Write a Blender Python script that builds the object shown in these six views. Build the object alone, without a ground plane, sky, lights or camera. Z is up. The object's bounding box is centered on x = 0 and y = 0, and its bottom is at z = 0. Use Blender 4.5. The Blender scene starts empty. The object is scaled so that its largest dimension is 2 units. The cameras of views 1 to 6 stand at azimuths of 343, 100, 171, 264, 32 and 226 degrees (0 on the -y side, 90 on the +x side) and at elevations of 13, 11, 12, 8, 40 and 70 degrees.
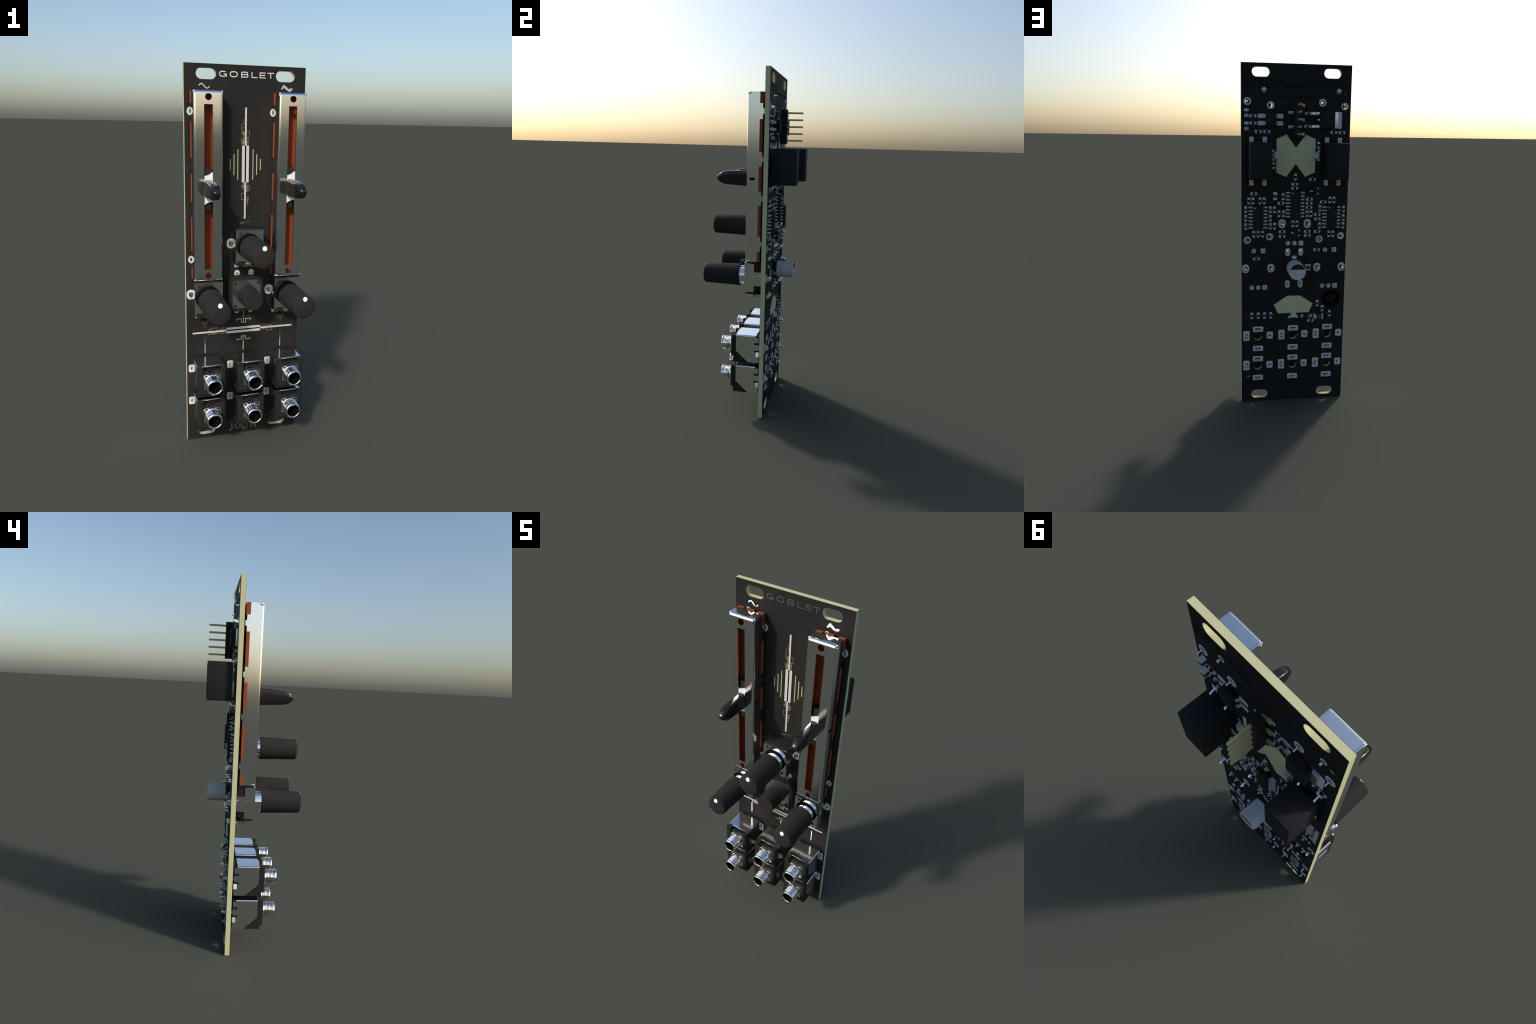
# A tall, narrow synthesizer module: one black circuit board standing upright,
# controls and jacks on the front, surface mounted electronics on the back.
# All drawing sizes are millimetres of the real thing: X right, Z up, D = distance
# in front of the board's front face (negative = behind).  One unit K turns them into metres.
import bpy, bmesh, math, random
from mathutils import Vector, Matrix

K = 2.0 / 128.5            # board is 128.5 mm high = 2 m
Y0 = 0.0912                # world y of the board's front face
BACK = -1.69               # D of the back surface (board + solder mask)
rng = random.Random(7)

# ------------------------------------------------------------------ materials
def material(name, color, rough=0.5, metal=0.0, spec=0.5, vary=0.06, scale=60.0,
             stretch=(1, 1, 1), rough_vary=0.05, bump=0.0, coat=0.0, transl=0.0):
    m = bpy.data.materials.new(name)
    m.use_nodes = True
    nt = m.node_tree
    nt.nodes.clear()
    out = nt.nodes.new('ShaderNodeOutputMaterial')
    p = nt.nodes.new('ShaderNodeBsdfPrincipled')
    tc = nt.nodes.new('ShaderNodeTexCoord')
    mp = nt.nodes.new('ShaderNodeMapping')
    mp.inputs['Scale'].default_value = stretch
    nz = nt.nodes.new('ShaderNodeTexNoise')
    nz.inputs['Scale'].default_value = scale
    nz.inputs['Detail'].default_value = 4.0
    ramp = nt.nodes.new('ShaderNodeValToRGB')
    lo = [max(0.0, c * (1 - vary)) for c in color]
    hi = [min(1.0, c * (1 + vary)) for c in color]
    ramp.color_ramp.elements[0].position = 0.3
    ramp.color_ramp.elements[1].position = 0.7
    ramp.color_ramp.elements[0].color = (*lo, 1)
    ramp.color_ramp.elements[1].color = (*hi, 1)
    mr = nt.nodes.new('ShaderNodeMapRange')
    mr.inputs['To Min'].default_value = max(0.0, rough - rough_vary)
    mr.inputs['To Max'].default_value = min(1.0, rough + rough_vary)
    L = nt.links
    L.new(tc.outputs['Object'], mp.inputs['Vector'])
    L.new(mp.outputs['Vector'], nz.inputs['Vector'])
    L.new(nz.outputs['Fac'], ramp.inputs['Fac'])
    L.new(nz.outputs['Fac'], mr.inputs['Value'])
    L.new(ramp.outputs['Color'], p.inputs['Base Color'])
    L.new(mr.outputs['Result'], p.inputs['Roughness'])
    p.inputs['Metallic'].default_value = metal
    p.inputs['Specular IOR Level'].default_value = spec
    p.inputs['Coat Weight'].default_value = coat
    if bump:
        b = nt.nodes.new('ShaderNodeBump')
        b.inputs['Strength'].default_value = bump
        b.inputs['Distance'].default_value = 0.002
        L.new(nz.outputs['Fac'], b.inputs['Height'])
        L.new(b.outputs['Normal'], p.inputs['Normal'])
    if transl:
        t = nt.nodes.new('ShaderNodeBsdfTranslucent')
        mx = nt.nodes.new('ShaderNodeMixShader')
        mx.inputs['Fac'].default_value = transl
        L.new(ramp.outputs['Color'], t.inputs['Color'])
        L.new(p.outputs['BSDF'], mx.inputs[1])
        L.new(t.outputs['BSDF'], mx.inputs[2])
        L.new(mx.outputs['Shader'], out.inputs['Surface'])
    else:
        L.new(p.outputs['BSDF'], out.inputs['Surface'])
    return m

M = dict(
    fr4=material('glass_epoxy', (0.56, 0.545, 0.315), 0.8, spec=0.08, vary=0.03, scale=25, stretch=(60, 60, 2)),
    mask=material('black_solder_mask', (0.021, 0.020, 0.019), 0.6, spec=0.05, vary=0.05),
    ink=material('black_ink', (0.0015, 0.0015, 0.0015), 0.8, spec=0.02),
    white=material('white_ink', (0.53, 0.515, 0.50), 0.7, spec=0.1, vary=0.03),
    tin=material('tinned_copper', (0.55, 0.55, 0.555), 0.7, spec=0.06, vary=0.04),
    plated=material('polished_copper_plating', (0.95, 0.94, 0.92), 0.16, 1.0, vary=0.02, rough_vary=0.02),
    chrome=material('bright_steel', (0.96, 0.96, 0.95), 0.11, 1.0, vary=0.01, rough_vary=0.01, scale=20),
    nickel=material('nickel_plate', (0.95, 0.95, 0.94), 0.13, 1.0, vary=0.01, rough_vary=0.01, scale=20),
    phenol=material('red_phenolic', (0.27, 0.062, 0.026), 0.7, spec=0.15, vary=0.06),
    plastic=material('black_plastic', (0.020, 0.019, 0.018), 0.6, spec=0.15, vary=0.04),
    shiny=material('glossy_black_plastic', (0.012, 0.011, 0.0105), 0.13, spec=0.5, vary=0.04, rough_vary=0.02),
    rubber=material('soft_black_rubber', (0.0215, 0.0208, 0.0202), 0.85, spec=0.15, vary=0.05, scale=150),
    pure=material('bright_white_plastic', (1.0, 1.0, 0.99), 0.4, spec=0.6, vary=0.0),
    ivory=material('off_white_plastic', (0.78, 0.765, 0.75), 0.5, spec=0.2, vary=0.02),
    gilt=material('bare_epoxy_line', (0.42, 0.405, 0.225), 0.8, spec=0.06, vary=0.04),
    dark=material('dark_cavity_plastic', (0.004, 0.004, 0.004), 0.8, spec=0.05),
    epoxy=material('black_chip_epoxy', (0.017, 0.017, 0.018), 0.7, spec=0.15, vary=0.05),
    gold=material('gold_plated_pin', (0.50, 0.42, 0.20), 0.5, 0.2, vary=0.04),
    lead=material('solder_lead', (0.54, 0.54, 0.53), 0.6, 0.0, spec=0.12, vary=0.03),
    ceramic=material('brown_ceramic', (0.085, 0.047, 0.036), 0.6, spec=0.12, vary=0.08),
    tab=material('brushed_metal_tab', (0.9, 0.9, 0.88), 0.38, 1.0, vary=0.02),
    grey=material('grey_mark', (0.45, 0.45, 0.42), 0.7),
    can=material('brushed_aluminium', (0.50, 0.51, 0.51), 0.6, 0.0, spec=0.08, vary=0.03),
    lens=material('milky_lamp_lens', (0.60, 0.67, 0.63), 0.5, spec=0.2, vary=0.02, transl=0.25),
)

# ------------------------------------------------------------------ geometry helpers
def circ(cx, cz, r, n=32):
    return [(cx + r * math.cos(2 * math.pi * i / n), cz + r * math.sin(2 * math.pi * i / n)) for i in range(n)]

def rrect(cx, cz, w, h, r, n=6):
    r = min(r, w / 2 - 1e-4, h / 2 - 1e-4)
    if r <= 0.001:
        return [(cx - w / 2, cz - h / 2), (cx + w / 2, cz - h / 2), (cx + w / 2, cz + h / 2), (cx - w / 2, cz + h / 2)]
    pts = []
    for sx, sz, a0 in ((1, -1, -90), (1, 1, 0), (-1, 1, 90), (-1, -1, 180)):
        for i in range(n + 1):
            a = math.radians(a0 + 90 * i / n)
            pts.append((cx + sx * (w / 2 - r) + r * math.cos(a), cz + sz * (h / 2 - r) + r * math.sin(a)))
    return pts

def rect(x0, x1, z0, z1):
    return [(x0, z0), (x1, z0), (x1, z1), (x0, z1)]

def filled(loops, depth):
    """2D outlines (inner outlines are holes) -> prism of the given depth, local z centred."""
    cu = bpy.data.curves.new('outline', 'CURVE')
    cu.dimensions = '2D'
    cu.fill_mode = 'BOTH'
    cu.extrude = depth / 2
    for lp in loops:
        s = cu.splines.new('POLY')
        s.points.add(len(lp) - 1)
        for p, (a, b) in zip(s.points, lp):
            p.co = (a, b, 0, 1)
        s.use_cyclic_u = True
    ob = bpy.data.objects.new('outline', cu)
    me = bpy.data.meshes.new_from_object(ob)
    vs = [tuple(v.co) for v in me.vertices]
    fs = [tuple(p.vertices) for p in me.polygons]
    bpy.data.objects.remove(ob)
    bpy.data.curves.remove(cu)
    bpy.data.meshes.remove(me)
    return vs, fs

class Shape:
    """Collects pieces in millimetres (X, D, Z); build() turns them into one object."""
    def __init__(self):
        self.v, self.f, self.m, self.mats, self.flat = [], [], [], [], []

    def add(self, vs, fs, mat, flat=None):
        if mat not in self.mats:
            self.mats.append(mat)
        k, o = self.mats.index(mat), len(self.v)
        self.v += vs
        self.f += [tuple(i + o for i in f) for f in fs]
        self.m += [k] * len(fs)
        self.flat += flat if flat else [False] * len(fs)
        return self

    def plate(self, loops, d0, d1, mat):
        vs, fs = filled(loops, abs(d1 - d0))
        c = (d0 + d1) / 2
        return self.add([(a, c + t, b) for a, b, t in vs], fs, mat)

    def along_x(self, loops, x0, x1, mat):          # outlines given as (D, Z)
        vs, fs = filled(loops, abs(x1 - x0))
        c = (x0 + x1) / 2
        return self.add([(c + t, a, b) for a, b, t in vs], fs, mat)

    def along_z(self, loops, z0, z1, mat):          # outlines given as (X, D)
        vs, fs = filled(loops, abs(z1 - z0))
        c = (z0 + z1) / 2
        return self.add([(a, b, c + t) for a, b, t in vs], fs, mat)

    def box(self, x0, x1, d0, d1, z0, z1, mat, bev=0.0, seg=2):
        bm = bmesh.new()
        bmesh.ops.create_cube(bm, size=1.0)
        for v in bm.verts:
            v.co = ((x0 + x1) / 2 + v.co.x * (x1 - x0), (d0 + d1) / 2 + v.co.y * (d1 - d0), (z0 + z1) / 2 + v.co.z * (z1 - z0))
        if bev:
            bev = min(bev, 0.3 * min(abs(x1 - x0), abs(d1 - d0), abs(z1 - z0)))
            bmesh.ops.bevel(bm, geom=bm.edges[:], offset=bev, segments=seg, affect='EDGES', profile=0.5)
        bm.verts.index_update()
        bm.normal_update()
        vs = [tuple(v.co) for v in bm.verts]
        fs = [tuple(v.index for v in f.verts) for f in bm.faces]
        # the six broad sides keep their own plane's shading, only the rounded rims are smooth
        big = [max(abs(c) for c in f.normal) > 0.9999 for f in bm.faces]
        bm.free()
        return self.add(vs, fs, mat, big)

    def lathe(self, prof, cx, cz, mat, n=40, axis='d'):
        """prof: (radius, D) pairs from one end to the other; radius 0 closes an end."""
        vs, fs, rings = [], [], []
        for r, d in prof:
            if r < 1e-6:
                rings.append([len(vs)])
                vs.append((cx, d, cz))
            else:
                rings.append(list(range(len(vs), len(vs) + n)))
                vs += [(cx + r * math.cos(2 * math.pi * i / n), d, cz + r * math.sin(2 * math.pi * i / n)) for i in range(n)]
        for a, b in zip(rings, rings[1:]):
            for i in range(n):
                j = (i + 1) % n
                if len(a) == 1:
                    fs.append((a[0], b[i], b[j]))
                elif len(b) == 1:
                    fs.append((a[i], a[j], b[0]))
                else:
                    fs.append((a[i], a[j], b[j], b[i]))
        return self.add(vs, fs, mat)

    def loft(self, sections, mat):
        """sections: equal length lists of (X, D, Z) points."""
        n = len(sections[0])
        vs = [p for s in sections for p in s]
        fs = []
        for k in range(len(sections) - 1):
            for i in range(n):
                j = (i + 1) % n
                fs.append((k * n + i, k * n + j, (k + 1) * n + j, (k + 1) * n + i))
        fs.append(tuple(range(n)))
        fs.append(tuple(range((len(sections) - 1) * n, len(sections) * n)))
        return self.add(vs, fs, mat)

    def stroke(self, pts, w, d0, d1, mat, closed=False):
        """a flat mitred line of width w through (X, Z) points."""
        n = len(pts)
        left, right = [], []
        for i, p in enumerate(pts):
            p = Vector(p)
            a = Vector(pts[i - 1]) if (i > 0 or closed) else None
            b = Vector(pts[(i + 1) % n]) if (i < n - 1 or closed) else None
            da = (p - a).normalized() if a is not None else (b - p).normalized()
            db = (b - p).normalized() if b is not None else da
            t = (da + db)
            t = t.normalized() if t.length > 1e-6 else da
            nrm = Vector((-t.y, t.x))
            na = Vector((-da.y, da.x))
            s = (w / 2) / max(0.35, nrm.dot(na))
            left.append(p + nrm * s)
            right.append(p - nrm * s)
        vs = []
        for l, r in zip(left, right):
            vs += [(l.x, d0, l.y), (r.x, d0, r.y), (l.x, d1, l.y), (r.x, d1, r.y)]
        fs = []
        for i in range(n if closed else n - 1):
            a, b = 4 * i, 4 * ((i + 1) % n)
            fs += [(a + 2, a + 3, b + 3, b + 2), (a, b, b + 1, a + 1), (a, a + 2, b + 2, b), (a + 1, b + 1, b + 3, a + 3)]
        if not closed:
            e = 4 * (n - 1)
            fs += [(0, 1, 3, 2), (e, e + 2, e + 3, e + 1)]
        return self.add(vs, fs, mat)

    def mesh(self, name, smooth=32):
        me = bpy.data.meshes.new(name)
        me.from_pydata([(x * K, -d * K, z * K) for x, d, z in self.v], [], self.f)
        me.polygons.foreach_set('material_index', self.m)
        me.polygons.foreach_set('use_smooth', [not q for q in self.flat])
        for k in self.mats:
            me.materials.append(M[k])
        bm = bmesh.new()
        bm.from_mesh(me)
        bmesh.ops.remove_doubles(bm, verts=bm.verts[:], dist=2e-6)
        bmesh.ops.recalc_face_normals(bm, faces=bm.faces[:])
        bm.to_mesh(me)
        bm.free()
        me.set_sharp_from_angle(angle=math.radians(smooth))
        return me

def put(name, me, parent, at=(0, 0, 0), turn=0.0):
    ob = bpy.data.objects.new(name, me)
    bpy.context.scene.collection.objects.link(ob)
    ob.parent = parent
    ob.location = (at[0] * K, -at[1] * K, at[2] * K)
    ob.rotation_euler = (0, turn, 0)
    if name in ('chip_leg', 'plated_legend', 'bare_board_legend'):
        ob['kind'] = 'stuff'
    return ob

root = bpy.data.objects.new('synthesizer_module', None)
bpy.context.scene.collection.objects.link(root)
root.location = (0, Y0, 0)
root['label'] = 'tall narrow black circuit board module with sliders, knobs and jacks'
root['category'] = 'synthesizer module'

# ------------------------------------------------------------------ where things stand
SLIDER_X = (-13.72, 13.72)
POTS = [(0.0, 71.1), (-13.72, 54.1), (13.72, 54.1)]
BUTTON = (0.0, 53.97)
JACK_X = (-13.72, 0.0, 13.72)
JACK_Z = (26.75, 14.6)
OPTO_X = (-13.97, 13.97)

# ------------------------------------------------------------------ board, holes, pads
holes = []                      # outlines through board and mask
rings = []                      # (outline, hole outline) for pads on both faces
def round_pad(x, z, R, r):
    rings.append((circ(x, z, R), circ(x, z, r, 24)))
def oval_pad(x, z, w, h, hw, hh):
    rings.append((rrect(x, z, w, h, w / 2, 10), rrect(x, z, hw, hh, hw / 2, 8)))
def square_pad(x, z, w, h, hw, hh, r=0.02):
    rings.append((rrect(x, z, w, h, r), rrect(x, z, hw, hh, min(hw, hh) / 2, 8)))

lugs = []                       # (x, z, kind) metal tails that poke through to the back
for cx in SLIDER_X:
    for dx, z in ((4.19, 115.27), (-4.22, 114.06), (-4.22, 66.23), (4.19, 65.05)):
        dx = dx if cx > 0 else dx
        round_pad(cx + dx, z, 1.36, 0.82)
        lugs.append((cx + dx, z, 'slider'))
    round_pad(cx - 1.8, 119.4, 0.86, 0.55)
    lugs.append((cx - 1.8, 119.4, 'pin'))
    round_pad(cx + 1.77, 60.87, 0.86, 0.5)
    square_pad(cx - 1.77, 60.87, 1.75, 1.75, 0.95, 0.95)
    lugs += [(cx + 1.77, 60.87, 'pin'), (cx - 1.77, 60.87, 'pin')]
for cx, cz in POTS:
    for s in (-1, 1):
        oval_pad(cx + 4.82 * s, cz, 2.74, 3.4, 1.3, 1.9)
        lugs.append((cx + 4.82 * s, cz, 'pot'))
    round_pad(cx + 2.5, cz - 7.5, 0.86, 0.48)
    round_pad(cx, cz - 7.5, 0.86, 0.48)
    square_pad(cx - 2.5, cz - 7.5, 1.8, 1.8, 0.95, 0.95)
    lugs += [(cx + d, cz - 7.5, 'pin') for d in (-2.5, 0, 2.5)]
for s in (-2.5, 2.5):
    for z in (60.22, 47.72):
        oval_pad(s, z, 1.85, 3.05, 0.95, 1.3)
        lugs.append((s, z, 'pin'))
jack_holes = []
for cx in JACK_X:
    for cz in JACK_Z:
        square_pad(cx + 4.54, cz + 0.53, 2.45, 4.0, 0.9, 2.3, 0.5)      # long tail
        square_pad(cx - 4.58, cz + 0.53, 2.45, 2.85, 0.9, 1.2, 0.5)
        square_pad(cx, cz + 3.13, 4.0, 2.15, 2.3, 0.9, 0.35)
        square_pad(cx, cz - 4.73, 4.0, 2.15, 2.3, 0.8, 0.35)
        jack_holes.append(circ(cx, cz + 0.05, 1.5, 32))
        lugs += [(cx + 4.54, cz + 0.53, 'tail'), (cx - 4.58, cz + 0.53, 'tail_short'),
                 (cx, cz + 3.13, 'tail_flat'), (cx, cz - 4.73, 'tail_flat')]
slots = [rrect(sx, z, 6.45, 3.4, 1.7, 10) for sx in (-13.1, 13.1) for z in (125.47, 3.0)]
tool = [circ(-17.72, 118.51, 0.55, 20), circ(17.62, 10.59, 0.6, 20)]
outline = rect(-20.13, 20.13, 0.0, 128.5)
through = slots + tool + jack_holes + [h for _, h in rings]

cross = [(7.25, 102.2), (3.58, 103.93), (0.0, 99.14), (-3.6, 103.95), (-7.3, 102.3), (-7.3, 90.3), (-3.6, 88.55), (-0.03, 93.26), (3.52, 88.5), (7.22, 90.1)]
fan = [(2.55, 42.98), (-2.6, 42.98), (-7.68, 39.56), (-6.1, 36.03), (6.0, 36.0), (7.68, 39.57)]

put('circuit_board', Shape().plate([outline] + through, 0, -1.64, 'fr4').mesh('circuit_board'), root)
edge = rect(-20.11, 20.11, 0.02, 128.48)
put('solder_mask', Shape().plate([edge] + through, 0.001, 0.05, 'mask').mesh('solder_mask'), root)
put('solder_mask', Shape().plate([edge] + through + [cross, fan], -1.641, -1.69, 'mask').mesh('solder_mask'), root)

def middle(loop):
    xs, zs = [p[0] for p in loop], [p[1] for p in loop]
    return (min(xs) + max(xs)) / 2, (min(zs) + max(zs)) / 2
for o, h in rings:
    mx, mz_ = middle(o)
    local = [[(x - mx, z - mz_) for x, z in lp] for lp in (o, h)]
    put('solder_pad', Shape().plate(local, 0.03, 0.085, 'tin').mesh('solder_pad'), root, (mx, 0, mz_))
    put('solder_pad', Shape().plate(local, -1.67, -1.725, 'tin').mesh('solder_pad'), root, (mx, 0, mz_))

# metal tails coming out of the back
tail_shapes = {
    'slider': Shape().along_x([[(0.5, -0.42), (0.5, 0.42), (-1.9, 0.42), (-2.7, 0.3), (-3.15, 0.08), (-3.15, -0.08), (-2.7, -0.3), (-1.9, -0.42)]], -0.16, 0.16, 'chrome'),
    'pot': Shape().along_x([[(0.8, -0.85), (0.8, 0.85), (-2.6, 0.85), (-3.2, 0.62), (-3.6, 0.2), (-3.65, -0.1), (-3.2, -0.62), (-2.6, -0.85)]], -0.3, 0.3, 'chrome'),
    'pin': Shape().box(-0.25, 0.25, -2.75, 0.8, -0.25, 0.25, 'chrome', 0.06),
    'tail': Shape().along_x([[(0.8, -0.9), (0.8, 0.9), (-2.4, 0.9), (-3.0, 0.6), (-3.35, 0.0), (-3.0, -0.6), (-2.4, -0.9)]], -0.15, 0.15, 'chrome'),
    'tail_short': Shape().along_x([[(0.8, -0.4), (0.8, 0.4), (-2.5, 0.4), (-3.1, 0.2), (-3.3, 0.0), (-3.1, -0.2), (-2.5, -0.4)]], -0.2, 0.2, 'chrome'),
    'tail_flat': Shape().along_z([[(-0.9, 0.8), (0.9, 0.8), (0.9, -2.2), (0.5, -2.8), (0.0, -3.0), (-0.5, -2.8), (-0.9, -2.2)]], -0.15, 0.15, 'chrome'),
}
tail_meshes = {k: s.mesh('metal_tail') for k, s in tail_shapes.items()}
for x, z, kind in lugs:
    put('metal_tail', tail_meshes[kind], root, (x, 0, z))

# ------------------------------------------------------------------ front artwork
white, ink, bare, plate = Shape(), Shape(), Shape(), Shape()
T0 = 0.04
def level(i=0):
    return 0.06 + 0.004 * (i % 8)
# the two staves: a thin bar that opens into a double bar with a black core
white.box(-0.29, 0.29, T0, 0.072, 103.52, 115.53, 'white')
white.box(-0.29, 0.29, T0, 0.072, 79.4, 91.5, 'white')
white.box(-1.18, -0.22, T0, 0.074, 91.5, 103.52, 'white')
white.box(0.24, 1.18, T0, 0.074, 91.5, 103.52, 'white')
ink.box(-0.22, 0.24, T0, 0.066, 91.7, 103.5, 'ink')
white.box(-18.05, -6.03, T0, 0.072, 39.77, 40.36, 'white')
white.box(6.03, 18.05, T0, 0.072, 39.77, 40.36, 'white')
white.box(-6.03, 6.03, T0, 0.074, 38.98, 39.84, 'white')
white.box(-6.03, 6.03, T0, 0.074, 40.28, 41.1, 'white')
ink.box(-5.9, 6.0, T0, 0.066, 39.84, 40.28, 'ink')
# sound rays left and right of the upright stave
for s in (-1, 1):
    for x, a, b in ((2.58, 92.38, 102.32), (3.87, 93.93, 100.78), (5.14, 95.47, 99.22)):
        bare.plate([rrect(s * x, (a + b) / 2, 0.29, b - a, 0.145)], T0, 0.082, 'gilt')
# square waves around the lying stave
bare.stroke([(-2.38, 43.2), (-2.38, 43.95), (-0.75, 43.95), (-0.75, 42.6), (0.78, 42.6), (0.78, 43.95), (2.46, 43.95), (2.46, 43.2)], 0.24, T0, 0.082, 'gilt')
bare.stroke([(-2.35, 36.95), (-2.35, 36.32), (-0.76, 36.32), (-0.76, 37.52), (0.84, 37.52), (0.84, 36.32), (2.4, 36.32), (2.4, 36.95)], 0.24, T0, 0.082, 'gilt')
bare.stroke([(0.0, 44.2), (0.0, 42.74)], 0.24, T0, 0.078, 'gilt')
bare.stroke([(0.0, 37.38), (0.0, 36.2)], 0.24, T0, 0.078, 'gilt')
# plated stems running down to the jacks
plate.stroke([(0.0, 46.9), (0.0, 44.25)], 0.28, T0, 0.082, 'plated')
plate.stroke([(0.0, 36.15), (0.0, 30.9)], 0.28, T0, 0.082, 'plated')
for cx in SLIDER_X:
    plate.stroke([(cx, 38.5), (cx, 30.9)], 0.26, T0, 0.082, 'plated')
    # twirl: two small circles on a forked stem
    for dx, z in ((-0.74, 43.5), (0.74, 43.86)):
        plate.plate([circ(cx + dx, z, 0.42, 20), circ(cx + dx, z, 0.24, 16)], T0, 0.082 + 0.004 * (dx > 0), 'plated')
    plate.stroke([(cx, 41.75), (cx, 43.4), (cx - 0.15, 43.85), (cx - 0.65, 44.1)], 0.22, T0, 0.078, 'plated')
    plate.stroke([(cx + 0.14, 43.1), (cx + 0.35, 43.08), (cx + 0.62, 43.15)], 0.2, T0, 0.076, 'plated')
# glitch boxes scattered along the staves
def boxes(list_, upright=True):
    for i, (a0, a1, b0, b1, kind) in enumerate(list_):
        pts = rect(a0, a1, b0, b1) if upright else rect(a0, a1, b0, b1)
        (bare if kind else plate).stroke(pts, 0.062, T0, 0.055 + 0.0012 * (i % 10), 'gilt' if kind else 'plated', closed=True)
boxes([(-0.72, 0.1, 110.75, 111.75, 1), (-1.38, 0.05, 107.35, 110.3, 1), (-1.05, 0.05, 107.1, 109.35, 0), (-0.72, 1.28, 106.1, 108.1, 1),
       (-0.95, -0.45, 107.0, 107.6, 1), (-1.6, -0.7, 104.95, 105.9, 0), (-1.3, -0.55, 104.2, 105.4, 1), (-0.85, 0.85, 104.85, 105.9, 1),
       (-1.22, -0.35, 103.95, 104.6, 1), (0.4, 0.85, 103.75, 105.3, 1), (-0.95, -0.6, 104.1, 105.1, 1), (0.3, 0.72, 104.1, 104.7, 0)])
boxes([(-1.36, -0.85, 89.9, 90.75, 0), (-1.22, -0.92, 89.85, 90.2, 1), (-0.8, -0.5, 90.0, 91.2, 1), (0.45, 0.9, 90.35, 91.3, 0), (0.5, 1.2, 90.1, 90.6, 1),
       (0.55, 1.45, 88.7, 89.95, 1), (-0.72, -0.3, 89.1, 90.1, 1), (0.5, 0.95, 88.4, 89.6, 1), (-1.28, -0.2, 85.85, 88.0, 1), (0.1, 1.0, 84.3, 87.75, 0),
       (0.6, 1.22, 85.45, 86.6, 1), (0.75, 1.0, 85.7, 86.4, 1), (-0.78, -0.2, 84.45, 85.1, 0), (0.1, 0.9, 84.0, 85.3, 1)])
boxes([(-12.6, -11.6, 39.1, 40.9, 1), (-13.6, -9.6, 39.25, 40.2, 0), (-11.6, -9.4, 39.35, 41.4, 1), (-10.9, -10.3, 39.2, 39.9, 1), (-8.5, -7.4, 39.1, 40.6, 1),
       (-8.7, -7.0, 39.8, 40.5, 0), (-7.9, -7.2, 40.3, 41.3, 1), (-7.3, -6.4, 40.2, 41.5, 0), (-7.0, -6.2, 40.45, 41.0, 1), (-7.2, -6.5, 39.3, 39.9, 1)])
boxes([(6.4, 6.9, 39.9, 41.2, 1), (6.9, 8.4, 40.3, 41.45, 1), (7.2, 8.2, 40.55, 41.3, 0), (6.2, 7.2, 39.35, 40.0, 1), (7.4, 8.6, 39.4, 40.7, 1),
       (8.5, 10.6, 38.85, 40.8, 1), (9.4, 9.9, 40.4, 40.95, 1), (10.0, 12.9, 40.2, 41.4, 0), (10.4, 11.9, 40.5, 41.1, 0), (13.4, 14.3, 40.2, 40.85, 0)])
# sine and crushed sine above the sliders
plate.stroke([(-15.4 + 3.4 * i / 24, 121.76 + 0.68 * math.sin(2 * math.pi * (i / 24) * 0.96 + 0.1)) for i in range(25)], 0.3, T0, 0.082, 'plated')
for i in range(22):
    t = i / 21
    x, z = 12.05 + 3.4 * t + rng.uniform(-0.12, 0.12), 121.78 + 0.6 * math.sin(2 * math.pi * t * 0.97 + 0.15) + rng.uniform(-0.28, 0.28)
    a, b = rng.uniform(0.26, 0.55), rng.uniform(0.26, 0.55)
    plate.stroke(rect(x - a / 2, x + a / 2, z - b / 2, z + b / 2), 0.13, T0, 0.065 + 0.002 * i, 'plated', closed=True)
# bent arrow over the middle knob
plate.stroke([(-1.75, 77.85), (0.3, 78.0), (1.95, 78.25), (1.88, 78.62), (-0.05, 78.9)], 0.13, T0, 0.072, 'plated')
plate.stroke([(-1.1, 78.45), (-1.75, 77.85), (-1.1, 77.3)], 0.2, T0, 0.076, 'plated')
bare.stroke([(-1.2, 77.95), (-0.2, 78.0)], 0.16, T0, 0.08, 'gilt')

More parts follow.
